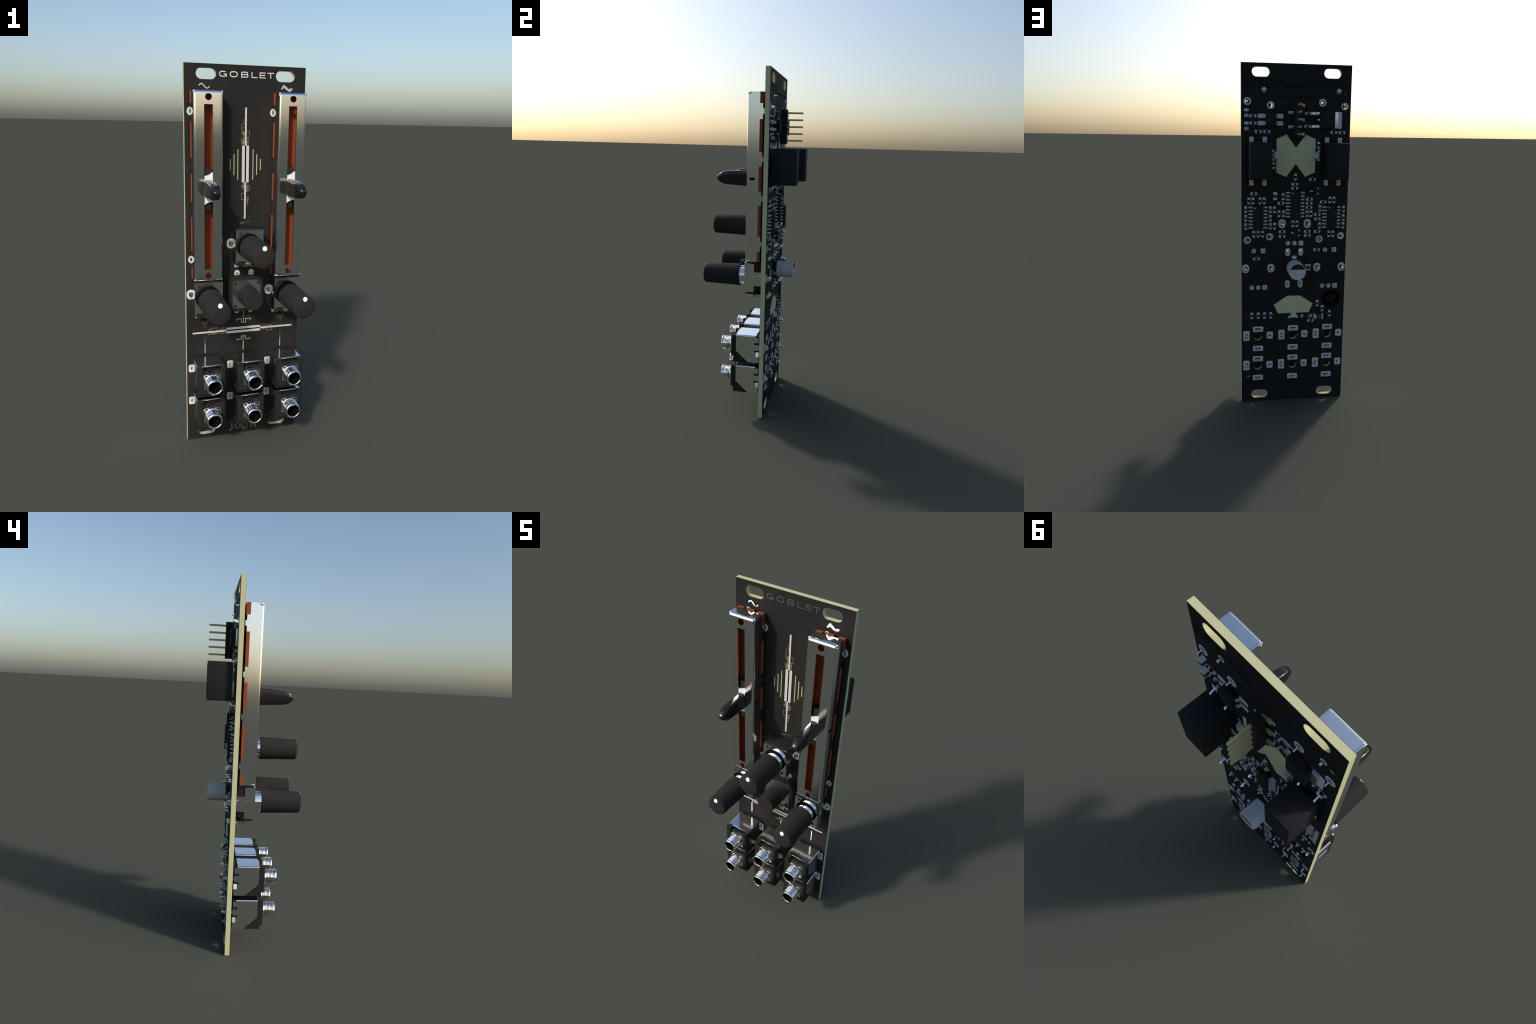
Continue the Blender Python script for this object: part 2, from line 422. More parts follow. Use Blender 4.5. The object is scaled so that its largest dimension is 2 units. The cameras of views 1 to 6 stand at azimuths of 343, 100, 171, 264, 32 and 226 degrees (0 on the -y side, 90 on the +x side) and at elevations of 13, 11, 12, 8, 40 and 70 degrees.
# title lettering, wide rounded capitals drawn as strokes
def arc(cx, cz, rx, rz, a0, a1, n=14):
    return [(cx + rx * math.cos(math.radians(a0 + (a1 - a0) * i / n)), cz + rz * math.sin(math.radians(a0 + (a1 - a0) * i / n))) for i in range(n + 1)]
def superarc(cx, cz, rx, rz, a0, a1, n=24, e=0.75):
    f = lambda c: math.copysign(abs(c) ** e, c)
    return [(cx + rx * f(math.cos(math.radians(a0 + (a1 - a0) * i / n))), cz + rz * f(math.sin(math.radians(a0 + (a1 - a0) * i / n)))) for i in range(n + 1)]
def title():
    z, h, w = 125.57, 0.75, 0.32
    S = lambda p, k, **a: plate.stroke(p, w, T0, 0.075 + 0.003 * k, 'plated', **a)
    S(superarc(-7.68, z, 1.08, h, 48, 318) + [(-6.62, z - 0.62), (-6.62, z - 0.06), (-7.4, z - 0.06)], 0)
    S(superarc(-4.18, z, 1.15, h, 0, 360)[:-1], 1, closed=True)
    S([(-1.6, z + h), (-1.6, z - h), (-0.1, z - h)] + arc(0.05, z - 0.36, 0.42, 0.39, -70, 85, 8) + [(-0.2, z + 0.03), (-1.4, z + 0.03)], 2)
    S([(-1.44, z + h), (-0.15, z + h)] + arc(-0.05, z + 0.4, 0.4, 0.35, 70, -60, 8), 3)
    S([(1.8, z + h + 0.18), (1.8, z - h), (3.66, z - h)], 0)
    S([(6.39, z + h), (4.52, z + h), (4.52, z - h), (6.39, z - h)], 1)
    S([(4.7, z), (6.2, z)], 2)
    S([(7.02, z + h), (9.2, z + h)], 3)
    S([(8.08, z + h - 0.18), (8.08, z - h - 0.18)], 4)
title()
# maker's lettering under the middle jack
def maker():
    S = lambda p, w, k, **a: plate.stroke(p, w, T0, 0.075 + 0.003 * k, 'plated', **a)
    S([(-3.86, 4.45), (-3.86, 2.1)] + arc(-4.45, 1.95, 0.6, 0.62, 0, -140, 10), 0.45, 0)
    S(arc(-1.8, 2.75, 0.95, 0.95, 0, 360, 28)[:-1], 0.38, 1, closed=True)
    S([(0.0, 4.0), (0.0, 1.55), (1.3, 1.55)], 0.4, 2)
    S([(1.6, 1.35), (1.75, 2.2), (2.3, 3.2), (2.6, 4.0)], 0.22, 3)
    S([(1.3, 4.0), (2.0, 2.8)], 0.25, 4)
    S([(3.45, 1.25), (3.45, 3.85), (5.15, 1.45), (5.15, 4.0)], 0.42, 5)
maker()
for nm, s in (('white_legend', white), ('black_legend', ink), ('bare_board_legend', bare), ('plated_legend', plate)):
    put(nm, s.mesh(nm), root)

# ------------------------------------------------------------------ back artwork
def lettering(name, text, x_left, x_right, z0, z1, mat='ink', space=1.0):
    """built-in font, fitted into a box on the back face (reads from behind)."""
    cu = bpy.data.curves.new(name, 'FONT')
    cu.body = text
    cu.extrude = 0.01
    cu.space_character = space
    cu.resolution_u = 3
    ob = bpy.data.objects.new(name, cu)
    me = bpy.data.meshes.new_from_object(ob)
    xs = [v.co.x for v in me.vertices]; ys = [v.co.y for v in me.vertices]
    sx = abs(x_left - x_right) / (max(xs) - min(xs)); sz = (z1 - z0) / (max(ys) - min(ys))
    s = Shape()
    s.add([(x_left - (v.co.x - min(xs)) * sx, -1.68 - 0.03 * (v.co.z + 0.01) / 0.02, z0 + (v.co.y - min(ys)) * sz) for v in me.vertices],
          [tuple(p.vertices) for p in me.polygons], mat)
    bpy.data.objects.remove(ob); bpy.data.curves.remove(cu); bpy.data.meshes.remove(me)
    put(name, s.mesh(name), root)
lettering('lettering', 'GOBLET V1.8', 19.35, 5.2, 121.95, 123.3, space=1.15)
lettering('lettering', 'made on earth by humans and machines', 19.35, -18.4, 120.55, 121.75, space=1.4)
lettering('lettering', 'whatever', 6.85, -7.2, 116.5, 117.6, space=1.5)
lettering('lettering', 'CC-BY-NC-SA 4.0', 19.5, 5.25, 7.2, 8.1, space=1.25)
lettering('lettering', 'jolin-2021', 19.5, 12.4, 5.7, 6.9, space=1.25)
legend = Shape()
BI = (-1.68, -1.705)
legend.box(-20.0, 20.0, BI[1], BI[0], 120.15, 120.3, 'ink')
legend.box(-20.0, 20.0, BI[1], BI[0], 8.28, 8.42, 'ink')
for cx in OPTO_X:
    legend.stroke(rect(cx - 4.15, cx + 4.15, 87.6, 101.6), 0.22, BI[1], BI[0], 'ink', closed=True)
    legend.box(cx - 4.0, cx - 3.3, BI[1], BI[0], 85.4, 87.4, 'ink')
for cx, cz, h in ((13.93, 73.5, 9.1), (0, 78.25, 10.4), (-14.0, 73.48, 9.1)):
    legend.box(cx - 2.1, cx + 2.1, BI[1], BI[0], cz + h / 2 + 0.05, cz + h / 2 + 0.2, 'ink')
    legend.box(cx - 2.1, cx + 2.1, BI[1], BI[0], cz - h / 2 - 0.2, cz - h / 2 - 0.05, 'ink')
legend.stroke([(3.45, 52.5), (3.45, 57.6), (1.1, 57.6)], 0.15, BI[1], BI[0], 'ink')
# round emblem: a leaf-shaped pointer and three dots left open in a black disc
ex, ez = -14.78, 41.38
leafA = [(ex + 2.25, ez - 0.45), (ex + 1.25, ez + 1.6), (ex - 0.4, ez + 1.75), (ex - 1.35, ez + 1.75), (ex + 1.25, ez + 0.15), (ex + 1.55, ez - 0.1)]
leafB = [(ex + 2.0, ez - 0.65), (ex + 1.25, ez - 0.55), (ex - 1.3, ez + 1.15), (ex - 1.95, ez + 1.5), (ex - 2.1, ez + 1.75), (ex - 1.75, ez + 0.6), (ex - 1.2, ez - 0.35), (ex - 0.1, ez - 1.15), (ex + 1.5, ez - 1.1)]
legend.plate([circ(ex, ez, 3.5, 48), leafA, leafB, circ(ex - 2.25, ez - 0.3, 0.24, 12), circ(ex - 1.35, ez - 1.65, 0.32, 12), circ(ex + 0.15, ez - 2.25, 0.22, 12)], BI[1], BI[0], 'ink')
put('black_legend', legend.mesh('black_legend'), root)

# ------------------------------------------------------------------ slide potentiometers
def slider():
    hw, z0, z1, F = 4.6, 60.12, 120.25, 6.5
    tabs = [(111.0, 116.4), (94.6, 99.7), (80.7, 85.75), (64.0, 69.5)]
    cover = Shape()
    # folded sheet steel: flat cheeks with legs, a rounded long edge, a slotted front, rolled end lips
    cheek = [(F - 0.85, z0 + 0.03), (F - 0.85, z1 - 0.03), (2.05, z1 - 0.03)]
    for a, b in tabs:
        m = (a + b) / 2
        cheek += [(2.05, b), (0.95, b), (0.95, m + 1.0), (0.45, m + 0.8), (0.45, m - 0.8), (0.95, m - 1.0), (0.95, a), (2.05, a)]
    cheek += [(2.05, z0 + 0.03)]
    r = 0.6
    corner = [(-hw, F - 0.845)] + [(-hw + r - r * math.cos(math.radians(q)), F - r + r * math.sin(math.radians(q))) for q in range(0, 91, 15)]
    corner += [(-hw + 0.95, F), (-hw + 0.95, F - 0.45), (-hw + 0.7, F - 0.45), (-hw + 0.45, F - 0.845)]
    for s in (-1, 1):
        x0, x1 = sorted((s * hw, s * (hw - 0.42)))
        cover.along_x([cheek], x0, x1, 'chrome')
        cover.along_z([[(-s * x, d) for x, d in corner]], z0 + 1.0, z1 - 1.0, 'chrome')
    cover.plate([rect(-hw + 0.953, hw - 0.953, z0 + 1.003, z1 - 1.003), rect(-1.36, 1.36, 64.2, 116.08), circ(0, 118.28, 1.05, 28), circ(0, 62.2, 0.98, 28)], F - 0.45, F, 'chrome')
    def lip(z, s):
        R = 0.95
        prof = [(F - 0.45, z - s * 1.0), (F, z - s * 1.0)] + [(F - R + R * math.cos(math.radians(q)), z - s * (R - R * math.sin(math.radians(q)))) for q in range(0, 91, 10)]
        return prof + [(2.05, z), (2.05, z - s * 0.4), (F - 0.9, z - s * 0.4)]
    cover.along_x([lip(z1, 1)], -hw + 0.45, hw - 0.45, 'chrome')
    cover.along_x([lip(z0, -1)], -hw + 0.45, hw - 0.45, 'chrome')
    for s in (-1, 1):
        for z, q in ((z1, -1), (z0, 1)):
            x0, x1 = sorted((s * (hw - 0.5), s * (hw + 0.12)))
            cover.box(x0, x1, 4.9, 6.1, min(z + q * 0.15, z + q * 0.65), max(z + q * 0.15, z + q * 0.65), 'chrome', 0.15)
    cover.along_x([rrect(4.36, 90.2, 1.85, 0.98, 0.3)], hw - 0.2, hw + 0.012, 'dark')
    base = Shape()
    base.box(-hw - 0.08, hw + 0.08, 0.9, 2.04, z0 + 0.02, 63.98, 'phenol')
    for a, b in ((69.5, 80.7), (85.75, 94.6), (99.7, 111.0)):
        base.box(-hw - 0.08, hw + 0.08, 0.9, 2.04, a, b, 'phenol')
    for x0, x1 in ((-hw - 0.08, -2.6), (-0.95, 0.95), (2.6, hw + 0.08)):
        base.box(x0, x1, 0.55, 2.04, 116.4, z1, 'phenol')
    base.box(-hw + 0.42, hw - 0.42, 0.92, 2.06, z0 + 0.7, z1 - 0.7, 'phenol')
    base.box(-hw + 0.44, -hw + 0.8, 1.1, 5.9, 62.9, 117.0, 'phenol')
    base.box(hw - 0.8, hw - 0.44, 1.1, 5.9, 62.9, 117.0, 'phenol')
    feet = Shape()
    feet.box(-hw + 0.2, hw - 0.2, 0.08, 0.9, z0 + 0.6, z1 - 1.2, 'dark')
    return cover.mesh('steel_cover'), base.mesh('phenolic_base'), feet.mesh('base_foot')

def carriage():
    c, b = Shape(), Shape()
    z0, z1 = 83.4, 97.1
    # white bridge with hollow ends, black glide blocks showing above and below
    up = [(1.33, 95.6)] + [(1.33 - 2.66 * t, 94.35 + 1.15 * (1 - t) ** 2.2) for t in [i / 8 for i in range(9)]]
    dn = [(-1.33, 85.1)] + [(-1.33 + 2.66 * t, 86.2 - 1.0 * (1 - t) ** 2.2) for t in [i / 8 for i in range(9)]]
    c.plate([up[1:] + dn[1:]], 4.6, 6.35, 'ivory')
    b.box(-1.22, 1.12, 3.0, 5.6, 93.4, 97.1, 'plastic', 0.05)
    b.box(-1.22, 1.12, 3.0, 5.6, 83.4, 87.0, 'plastic', 0.05)
    return c.mesh('white_carriage'), b.mesh('glide_block')

def lever():
    s = Shape()
    zc = 90.2
    secs = []
    def sec(d, hx, up, dn, e, tilt=0.0, n=48):
        pts = []
        for i in range(n):
            a = 2 * math.pi * i / n
            c_, s_ = math.cos(a), math.sin(a)
            x = hx * math.copysign(abs(c_) ** e, c_)
            z = (up if s_ > 0 else dn) * math.copysign(abs(s_) ** e, s_)
            pts.append((x, d, zc + z + tilt))
        return pts
    for d, hx, up, dn, e in ((4.8, 1.2, 2.9, 2.9, .34), (7.0, 1.3, 2.88, 2.86, .34), (10, 1.36, 2.72, 2.72, .34), (13, 1.42, 2.5, 2.55, .34), (15.2, 1.45, 2.32, 2.4, .38),
                             (16.4, 1.43, 1.98, 2.1, .52), (17.3, 1.32, 1.45, 1.55, .6), (18.0, 1.05, 0.85, 0.9, .7), (18.35, 0.65, 0.4, 0.45, .8), (18.45, 0.2, 0.12, 0.12, 1.0)):
        secs.append(sec(d, hx, up, dn, e))
    s.loft(secs, 'shiny')
    return s.mesh('slider_lever', 50)

sl_cover, sl_base, sl_feet = slider()
sl_white, sl_black = carriage()
sl_lever = lever()
for cx in SLIDER_X:
    p = put('slide_potentiometer', sl_cover, root, (cx, 0, 0))
    put('phenolic_base', sl_base, p)
    put('base_foot', sl_feet, p)
    put('white_carriage', sl_white, p)
    put('glide_block', sl_black, p)
    put('slider_lever', sl_lever, p)

# ------------------------------------------------------------------ rotary potentiometers and knobs
def pot():
    face, body, bush, collar, knob, dot = (Shape() for _ in range(6))
    up, dn, hw, F = 5.52, -5.58, 4.7, 6.5
    # front and side sheet
    notch = [(-hw, dn), (-3.9, dn), (-3.9, dn + 0.0), (-1.35, dn), (-1.35, dn - 0.0), (hw, dn)]
    outline_ = [(-hw, dn + 0.05), (-4.2, dn + 0.05), (-4.0, dn + 0.75), (-1.3, dn + 0.75), (-1.3, dn), (0.6, dn), (0.8, dn + 0.7), (2.2, dn + 0.7), (2.4, dn), (hw, dn), (hw, up), (-hw, up)]
    face.plate([outline_, circ(-3.0, 4.25, 0.55, 18), circ(3.0, -4.25, 0.55, 18), circ(0, 0.2, 4.12, 40)], F - 0.35, F, 'nickel')
    for s in (-1, 1):
        x0, x1 = sorted((s * hw, s * (hw - 0.35)))
        face.along_x([[(F - 0.3, up), (2.75, up - 0.35), (2.75, 5.0), (2.95, 5.0), (2.95, 2.4), (2.7, 2.2), (0.25, 2.2), (0.25, -3.0), (2.9, -3.0), (2.9, -5.2), (F - 0.3, dn)]], x0, x1, 'nickel')
    for s in (-1, 1):
        face.along_x([circ(4.0, -0.1, 0.95, 28)], s * hw - 0.08, s * hw + 0.06, 'nickel')
    body.box(-hw + 0.4, hw - 0.4, 0.3, F - 0.36, dn + 0.4, up - 0.12, 'plastic', 0.15)
    body.box(-hw + 0.1, hw - 0.1, 1.8, 6.1, dn - 0.45, dn + 0.4, 'plastic', 0.1)
    face.box(-1.25, 0.55, 6.0, 6.42, dn - 0.9, dn + 0.1, 'nickel', 0.08)
    face.box(2.45, 4.2, 6.0, 6.42, dn - 0.6, dn + 0.1, 'nickel', 0.08)
    body.box(-3.9, 3.9, 1.8, 6.0, dn - 0.75, dn - 0.3, 'plastic', 0.08)
    body.box(-hw + 0.1, hw - 0.1, 0.4, 6.1, up - 0.25, up + 0.25, 'plastic', 0.08)
    body.lathe([(0, F - 0.5), (4.3, F - 0.5), (4.3, F - 0.34), (0, F - 0.34)], 0, 0.1, 'dark')
    body.box(-3.8, 3.8, 0.1, 2.6, dn - 0.9, dn - 0.2, 'plastic', 0.1)
    for s in (-2.5, 0, 2.5):
        body.box(s - 0.3, s + 0.3, 0.2, 3.3, dn - 2.0, dn - 1.8, 'nickel')
        body.box(s - 0.3, s + 0.3, 3.05, 3.3, dn - 1.8, dn - 0.6, 'plastic')
    bush.lathe([(0, F - 0.4), (3.45, F - 0.4), (3.45, 9.2), (3.2, 9.4), (0, 9.4)], 0, 0, 'chrome', 48)
    front = [(3.72, 21.8), (3.66, 22.12), (3.5, 22.4), (3.2, 22.58), (2.0, 22.8), (0, 22.95)]
    knob.lathe([(0, 8.9), (3.95, 8.9), (4.08, 9.1), (4.06, 10.0)] + front, 0, 0, 'rubber', 64)
    # the marker hugs the domed front of the knob
    def dome(rr):
        for (ra, da), (rb, db) in zip(front, front[1:]):
            if rb <= rr <= ra:
                return da + (db - da) * (ra - rr) / (ra - rb)
        return front[0][1]
    mz, n = 2.82, 24
    grid = [[(q * math.cos(2 * math.pi * i / n), mz + q * math.sin(2 * math.pi * i / n)) for i in range(n)] for q in (0.72, 0.72, 0.66, 0.4, 0.15)]
    lift = (-0.3, 0.0, 0.03, 0.035, 0.035)
    dot.loft([[(x, dome(math.hypot(x, z)) + e, z) for x, z in ring] for ring, e in zip(grid, lift)], 'pure')
    return [x.mesh(n) for x, n in ((face, 'steel_housing'), (body, 'potentiometer_body'), (bush, 'bushing'), (knob, 'knob'), (dot, 'white_marker'))]
pt = pot()
for cx, cz in POTS:
    p = put('rotary_potentiometer', pt[1], root, (cx, 0, cz))
    put('steel_housing', pt[0], p)
    put('bushing', pt[2], p)
    k = put('knob', pt[3], root, (cx, 0, cz))
    put('white_marker', pt[4], k)

# ------------------------------------------------------------------ push button
def button():
    base, lid, cap = Shape(), Shape(), Shape()
    base.plate([rrect(0, 0, 12.1, 12.1, 1.6)], 0.3, 3.3, 'plastic')
    base.plate([rrect(0, 0, 11.5, 11.5, 1.5)], 3.25, 3.55, 'plastic')
    lid.plate([rrect(0, 0, 9.75, 9.75, 0.9)], 3.4, 3.72, 'nickel')
    for x in (-4.03, 4.03):
        for z in (-4.03, 4.03):
            base.lathe([(0, 3.5), (0.6, 3.5), (0.6, 3.85), (0.5, 3.95), (0, 3.97)], x, z, 'plastic', 20)
    cap.lathe([(0, 3.6), (3.55, 3.6), (3.5, 5.5), (3.28, 11.75), (3.2, 11.85), (0, 11.9)], 0, 0, 'rubber', 56)
    for x in (-2.5, 2.5):
        for s in (-1, 1):
            z0, z1 = sorted((s * 5.9, s * 6.5))
            lid.box(x - 0.5, x + 0.5, 0.1, 1.2, z0, z1, 'nickel', 0.1)
    return base.mesh('button_base'), lid.mesh('button_lid'), cap.mesh('button_cap')
bt = button()
p = put('push_button', bt[0], root, (BUTTON[0], 0, BUTTON[1]))
put('button_lid', bt[1], p)
put('button_cap', bt[2], p)

# ------------------------------------------------------------------ jack sockets
def jack():
    body, shell, barrel, inner = Shape(), Shape(), Shape(), Shape()
    t, b, w = 5.05, -5.58, 4.75            # top, bottom and half width, measured from the barrel axis
    win = rect(-2.75, 3.1, -3.1, 2.55)
    body.box(-4.3, 4.3, 0.55, 8.0, b + 0.02, t - 0.35, 'plastic')
    body.box(-4.3, 4.3, 7.9, 9.4, b + 0.03, 3.4, 'plastic')
    # front frame with a window around the barrel
    f, ft = 11.25, t - 0.3
    chamf = [(0.0, 1)]
    for s in (-1, 1):
        inn = 2.75 if s < 0 else 3.1
        body.along_z([[(s * inn, 9.3), (s * (w - 0.1), 9.3), (s * (w - 0.1), f - 0.3), (s * (w - 0.45), f), (s * (inn + 0.25), f), (s * inn, f - 0.35)]], -2.75, ft, 'plastic')
    body.plate([rect(-2.76, 3.11, 2.5, 3.75), rect(-1.15, 0.8, 3.05, 3.45)], 9.2, 10.25, 'plastic')
    body.box(-1.14, 0.79, 9.5, 9.6, 3.06, 3.44, 'dark')
    body.box(-w + 0.1, w - 0.1, 9.3, 10.3, b, -2.7, 'plastic', 0.12)
    body.box(-w + 0.1, -1.3, 10.2, f - 0.03, -4.2, -2.73, 'plastic')
    body.box(2.95, w - 0.1, 10.2, f - 0.03, -3.4, -2.73, 'plastic')
    # cheeks: black below the slanted edge, bright shell above
    for s in (-1, 1):
        x0, x1 = sorted((s * 4.2, s * (w - 0.08)))
        body.along_x([[(9.35, -1.25), (9.35, b), (4.5, b), (4.5, b + 0.05)]], x0, x1, 'plastic')
        x0, x1 = sorted((s * 4.2, s * w))
        shell.along_x([[(1.65, t - 0.35), (9.25, t - 0.35), (9.25, -1.28), (4.55, b + 0.1), (0.6, b + 0.1), (0.6, -3.2), (1.7, -3.2), (1.7, -1.45), (1.9, -1.45), (2.2, -1.3), (2.32, -1.05), (2.2, -0.8), (1.9, -0.65), (0.6, -0.65),
                        (0.6, 1.6), (1.9, 1.6), (2.2, 1.75), (2.32, 2.0), (2.2, 2.25), (1.9, 2.4), (0.6, 2.4), (0.6, t - 0.65), (1.65, t - 0.65)]], x0, x1, 'nickel')
        shell.plate([[(s * 4.1, -1.4), (s * (w - 0.36), -1.4), (s * (w + 0.03), -3.15), (s * 4.1, -3.15)]], 0.5, 1.65, 'nickel')
    # top of the shell, rolled over both long edges
    r = 0.4
    top = [(-w, t - r)] + [(-w + r - r * math.cos(math.radians(a)), t - r + r * math.sin(math.radians(a))) for a in range(15, 91, 15)]
    top += [(-w + r + 0.2, t), (w - r - 0.2, t)]
    top += [(w - r + r * math.sin(math.radians(a)), t - r + r * math.cos(math.radians(a))) for a in range(0, 76, 15)] + [(w, t - r)]
    shell.plate([top], 1.65, 9.25, 'nickel')
    shell.box(-2.7, 3.05, 9.2, 9.55, t - 0.3, t - 0.02, 'nickel', 0.08)
    for x in (-2.4, 1.4):
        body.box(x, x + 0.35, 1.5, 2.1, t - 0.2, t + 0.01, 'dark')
    # nickel mounting plate and neck
    shell.plate([win, circ(0, 0, 2.0, 32)], 9.9, 10.95, 'nickel')
    shell.along_x([[(10.6, 2.5), (11.6, 2.2), (11.6, 1.7), (10.6, 1.7)]], -2.2, 2.2, 'nickel')
    # threaded barrel
    prof = [(2.05, 10.5), (2.42, 10.5), (2.42, 11.05), (2.72, 11.15), (2.72, 11.6), (2.45, 11.75), (2.45, 11.95)]
    d = 11.95
    while d < 14.7:
        prof += [(2.66, d + 0.25), (2.52, d + 0.5)]
        d += 0.5
    prof += [(2.72, 15.05), (2.74, 15.35), (2.66, 15.58), (2.48, 15.72), (2.28, 15.74), (2.12, 15.64), (2.05, 15.4), (2.03, 10.5)]
    barrel.lathe(prof, 0, 0, 'chrome', 56)
    inner.lathe([(0, 9.42), (2.04, 9.42), (2.035, 15.1), (1.9, 15.1), (1.86, 9.6), (0, 9.6)], 0, 0, 'dark', 40)
    inner.box(-0.15, 0.25, 9.8, 12.2, -1.6, -1.2, 'nickel')
    return [x.mesh(n) for x, n in ((body, 'jack_body'), (shell, 'jack_shell'), (barrel, 'threaded_barrel'), (inner, 'barrel_lining'))]
jk = jack()
for cx in JACK_X:
    for cz in JACK_Z:
        p = put('jack_socket', jk[0], root, (cx, 0, cz))
        put('jack_shell', jk[1], p)
        put('threaded_barrel', jk[2], p)
        put('barrel_lining', jk[3], p)

# ------------------------------------------------------------------ small chips on the back (built around the back face, D = 0 is the board)
def passive(length, pad, width, body_mat, height, silk=True):
    b, t = Shape(), Shape()
    gap = length / 2 - pad
    for s in (-1, 1):
        t.plate([rrect(s * (length / 2 - pad / 2), 0, pad, width, 0.18)], 0.03, -0.06, 'tin')
        t.box(*sorted((s * gap, s * (gap + pad * 0.45))), -height, -0.03, -width * 0.44, width * 0.44, 'lead', 0.04)
        if silk:
            t.box(-gap * 0.75, gap * 0.75, -0.03, 0.02, s * (width / 2 + 0.06) - 0.06, s * (width / 2 + 0.06) + 0.06, 'tin')
    b.box(-gap, gap, -height + 0.03, -0.06, -width * 0.41, width * 0.41, body_mat, 0.03)
    return b, t
kinds = {
    'resistor': passive(2.5, 0.8, 1.04, 'dark', 0.5),
    'ceramic_capacitor': passive(2.5, 0.78, 1.04, 'ceramic', 0.85),
    'large_capacitor': passive(2.95, 0.95, 1.55, 'ceramic', 1.25, False),
    'input_capacitor': passive(4.05, 0.9, 2.0, 'ceramic', 1.6, False),
}
kind_mesh = {k: (a.mesh(k), b.mesh('chip_terminal')) for k, (a, b) in kinds.items()}
def chip(kind, x, z, upright):
    p = put(kind, kind_mesh[kind][0], root, (x, BACK, z), math.pi / 2 if upright else 0.0)
    put('chip_terminal', kind_mesh[kind][1], p)
res_h = [(15.88, 110.21), (15.87, 107.69), (13.99, 104.74), (10.85, 104.75), (-13.96, 104.78), (-17.04, 104.76), (-6.36, 87.64), (0.26, 84.34),
         (15.53, 82.38), (-10.69, 79.23), (5.33, 78.82), (-5.42, 80.23), (-5.35, 78.72), (-5.32, 77.21), (-8.58, 74.51), (-8.68, 68.02), (4.82, 68.04), (4.80, 66.27),
         (-4.84, 68.04), (-4.87, 66.53), (-8.62, 60.93), (14.49, 57.86), (-6.88, 32.72)]
res_v = [(8.22, 92.64), (-8.41, 100.09), (0.07, 88.53), (17.37, 79.72), (15.85, 79.72), (13.2, 79.72), (11.67, 79.72), (4.56, 81.24), (7.83, 76.40), (7.70, 70.22),
         (15.49, 67.3), (13.85, 67.3), (12.16, 67.3), (-6.13, 74.80), (6.09, 74.88), (-13.25, 79.95), (-14.77, 79.95), (-13.23, 67.03), (-14.77, 67.03),
         (0.75, 71.08), (-0.79, 71.08), (-4.70, 54.11), (-5.89, 54.08), (-9.42, 39.64), (-11.45, 37.53), (-14.42, 35.35), (16.21, 35.42), (13.69, 35.42), (11.26, 35.40), (8.82, 35.38)]
cap_h = [(-4.27, 111.34), (-4.07, 106.79), (0.22, 85.86), (-8.66, 72.81)]
cap_v = [(18.53, 76.55), (18.53, 73.33), (18.53, 70.22), (9.37, 76.45), (9.34, 73.27), (9.32, 70.24), (-4.62, 74.82), (4.40, 74.87), (-9.45, 76.81), (-9.48, 70.34),
         (-18.65, 76.43), (-18.66, 73.25), (-18.63, 70.23)]
for x, z in res_h: chip('resistor', x, z, False)
for x, z in res_v: chip('resistor', x, z, True)
for x, z in cap_h: chip('ceramic_capacitor', x, z, False)
for x, z in cap_v: chip('ceramic_capacitor', x, z, True)
for x, z in ((18.25, 111.25), (18.25, 106.69), (7.58, 81.49)): chip('large_capacitor', x, z, True)
chip('input_capacitor', -9.95, 34.4, False)

# gull-wing lead seen from the end, (X, D) outline: flat foot, riser, shoulder
def gull(x_in, x_knee, x_foot, top, th=0.2):
    s = 1 if x_foot > x_in else -1
    return [(x_in, top), (x_knee + s * th / 2, top), (x_knee + s * (th + 0.12), -0.06 - th), (x_foot, -0.06 - th), (x_foot, -0.06), (x_knee, -0.06), (x_knee - s * 0.12, top + th), (x_in, top + th)]
def soic(n):
    body, legs = Shape(), Shape()
    h = n * 1.27 / 4
    body.loft([[(-1.78, -0.2, -h), (1.78, -0.2, -h), (1.78, -0.2, h), (-1.78, -0.2, h)],
               [(-1.95, -0.95, -h - 0.06), (1.95, -0.95, -h - 0.06), (1.95, -0.95, h + 0.06), (-1.95, -0.95, h + 0.06)],
               [(-1.8, -1.75, -h), (1.8, -1.75, -h), (1.8, -1.75, h), (-1.8, -1.75, h)]], 'epoxy')
    body.lathe([(0, -1.7), (0.3, -1.7), (0.3, -1.76), (0, -1.76)], 1.25, h - 0.75, 'grey', 16)
    for i in range(n // 2):
        z = h - 0.635 - 1.27 * i
        for s in (-1, 1):
            legs.plate([rrect(s * 2.72, z, 1.6, 0.62, 0.15)], 0.03, -0.06, 'tin')
            legs.along_z([gull(s * 1.85, s * 2.25, s * 3.05, -1.05)], z - 0.21, z + 0.21, 'lead')
    return body.mesh('logic_chip'), legs.mesh('chip_leg')
for n, x, z in ((14, 13.93, 73.5), (16, -0.02, 78.25), (14, -14.0, 73.48)):
    b, l = soic(n)
    p = put('logic_chip', b, root, (x, BACK, z))
    put('chip_leg', l, p)
sb, sg = Shape(), Shape()
sb.box(-0.68, 0.68, -1.2, -0.12, -1.5, 1.5, 'epoxy', 0.06)
for s, z in ((1, 0), (-1, 0.95), (-1, -0.95)):
    sg.plate([rrect(s * 1.2, z, 0.95, 0.6, 0.15)], 0.03, -0.06, 'tin')
    sg.along_z([gull(s * 0.6, s * 0.85, s * 1.35, -0.7, 0.15)], z - 0.2, z + 0.2, 'lead')
sbm, sgm = sb.mesh('transistor'), sg.mesh('chip_leg')
for x, z in ((-7.33, 83.3), (-0.36, 67.53)):
    p = put('transistor', sbm, root, (x, BACK, z))
    put('chip_leg', sgm, p)

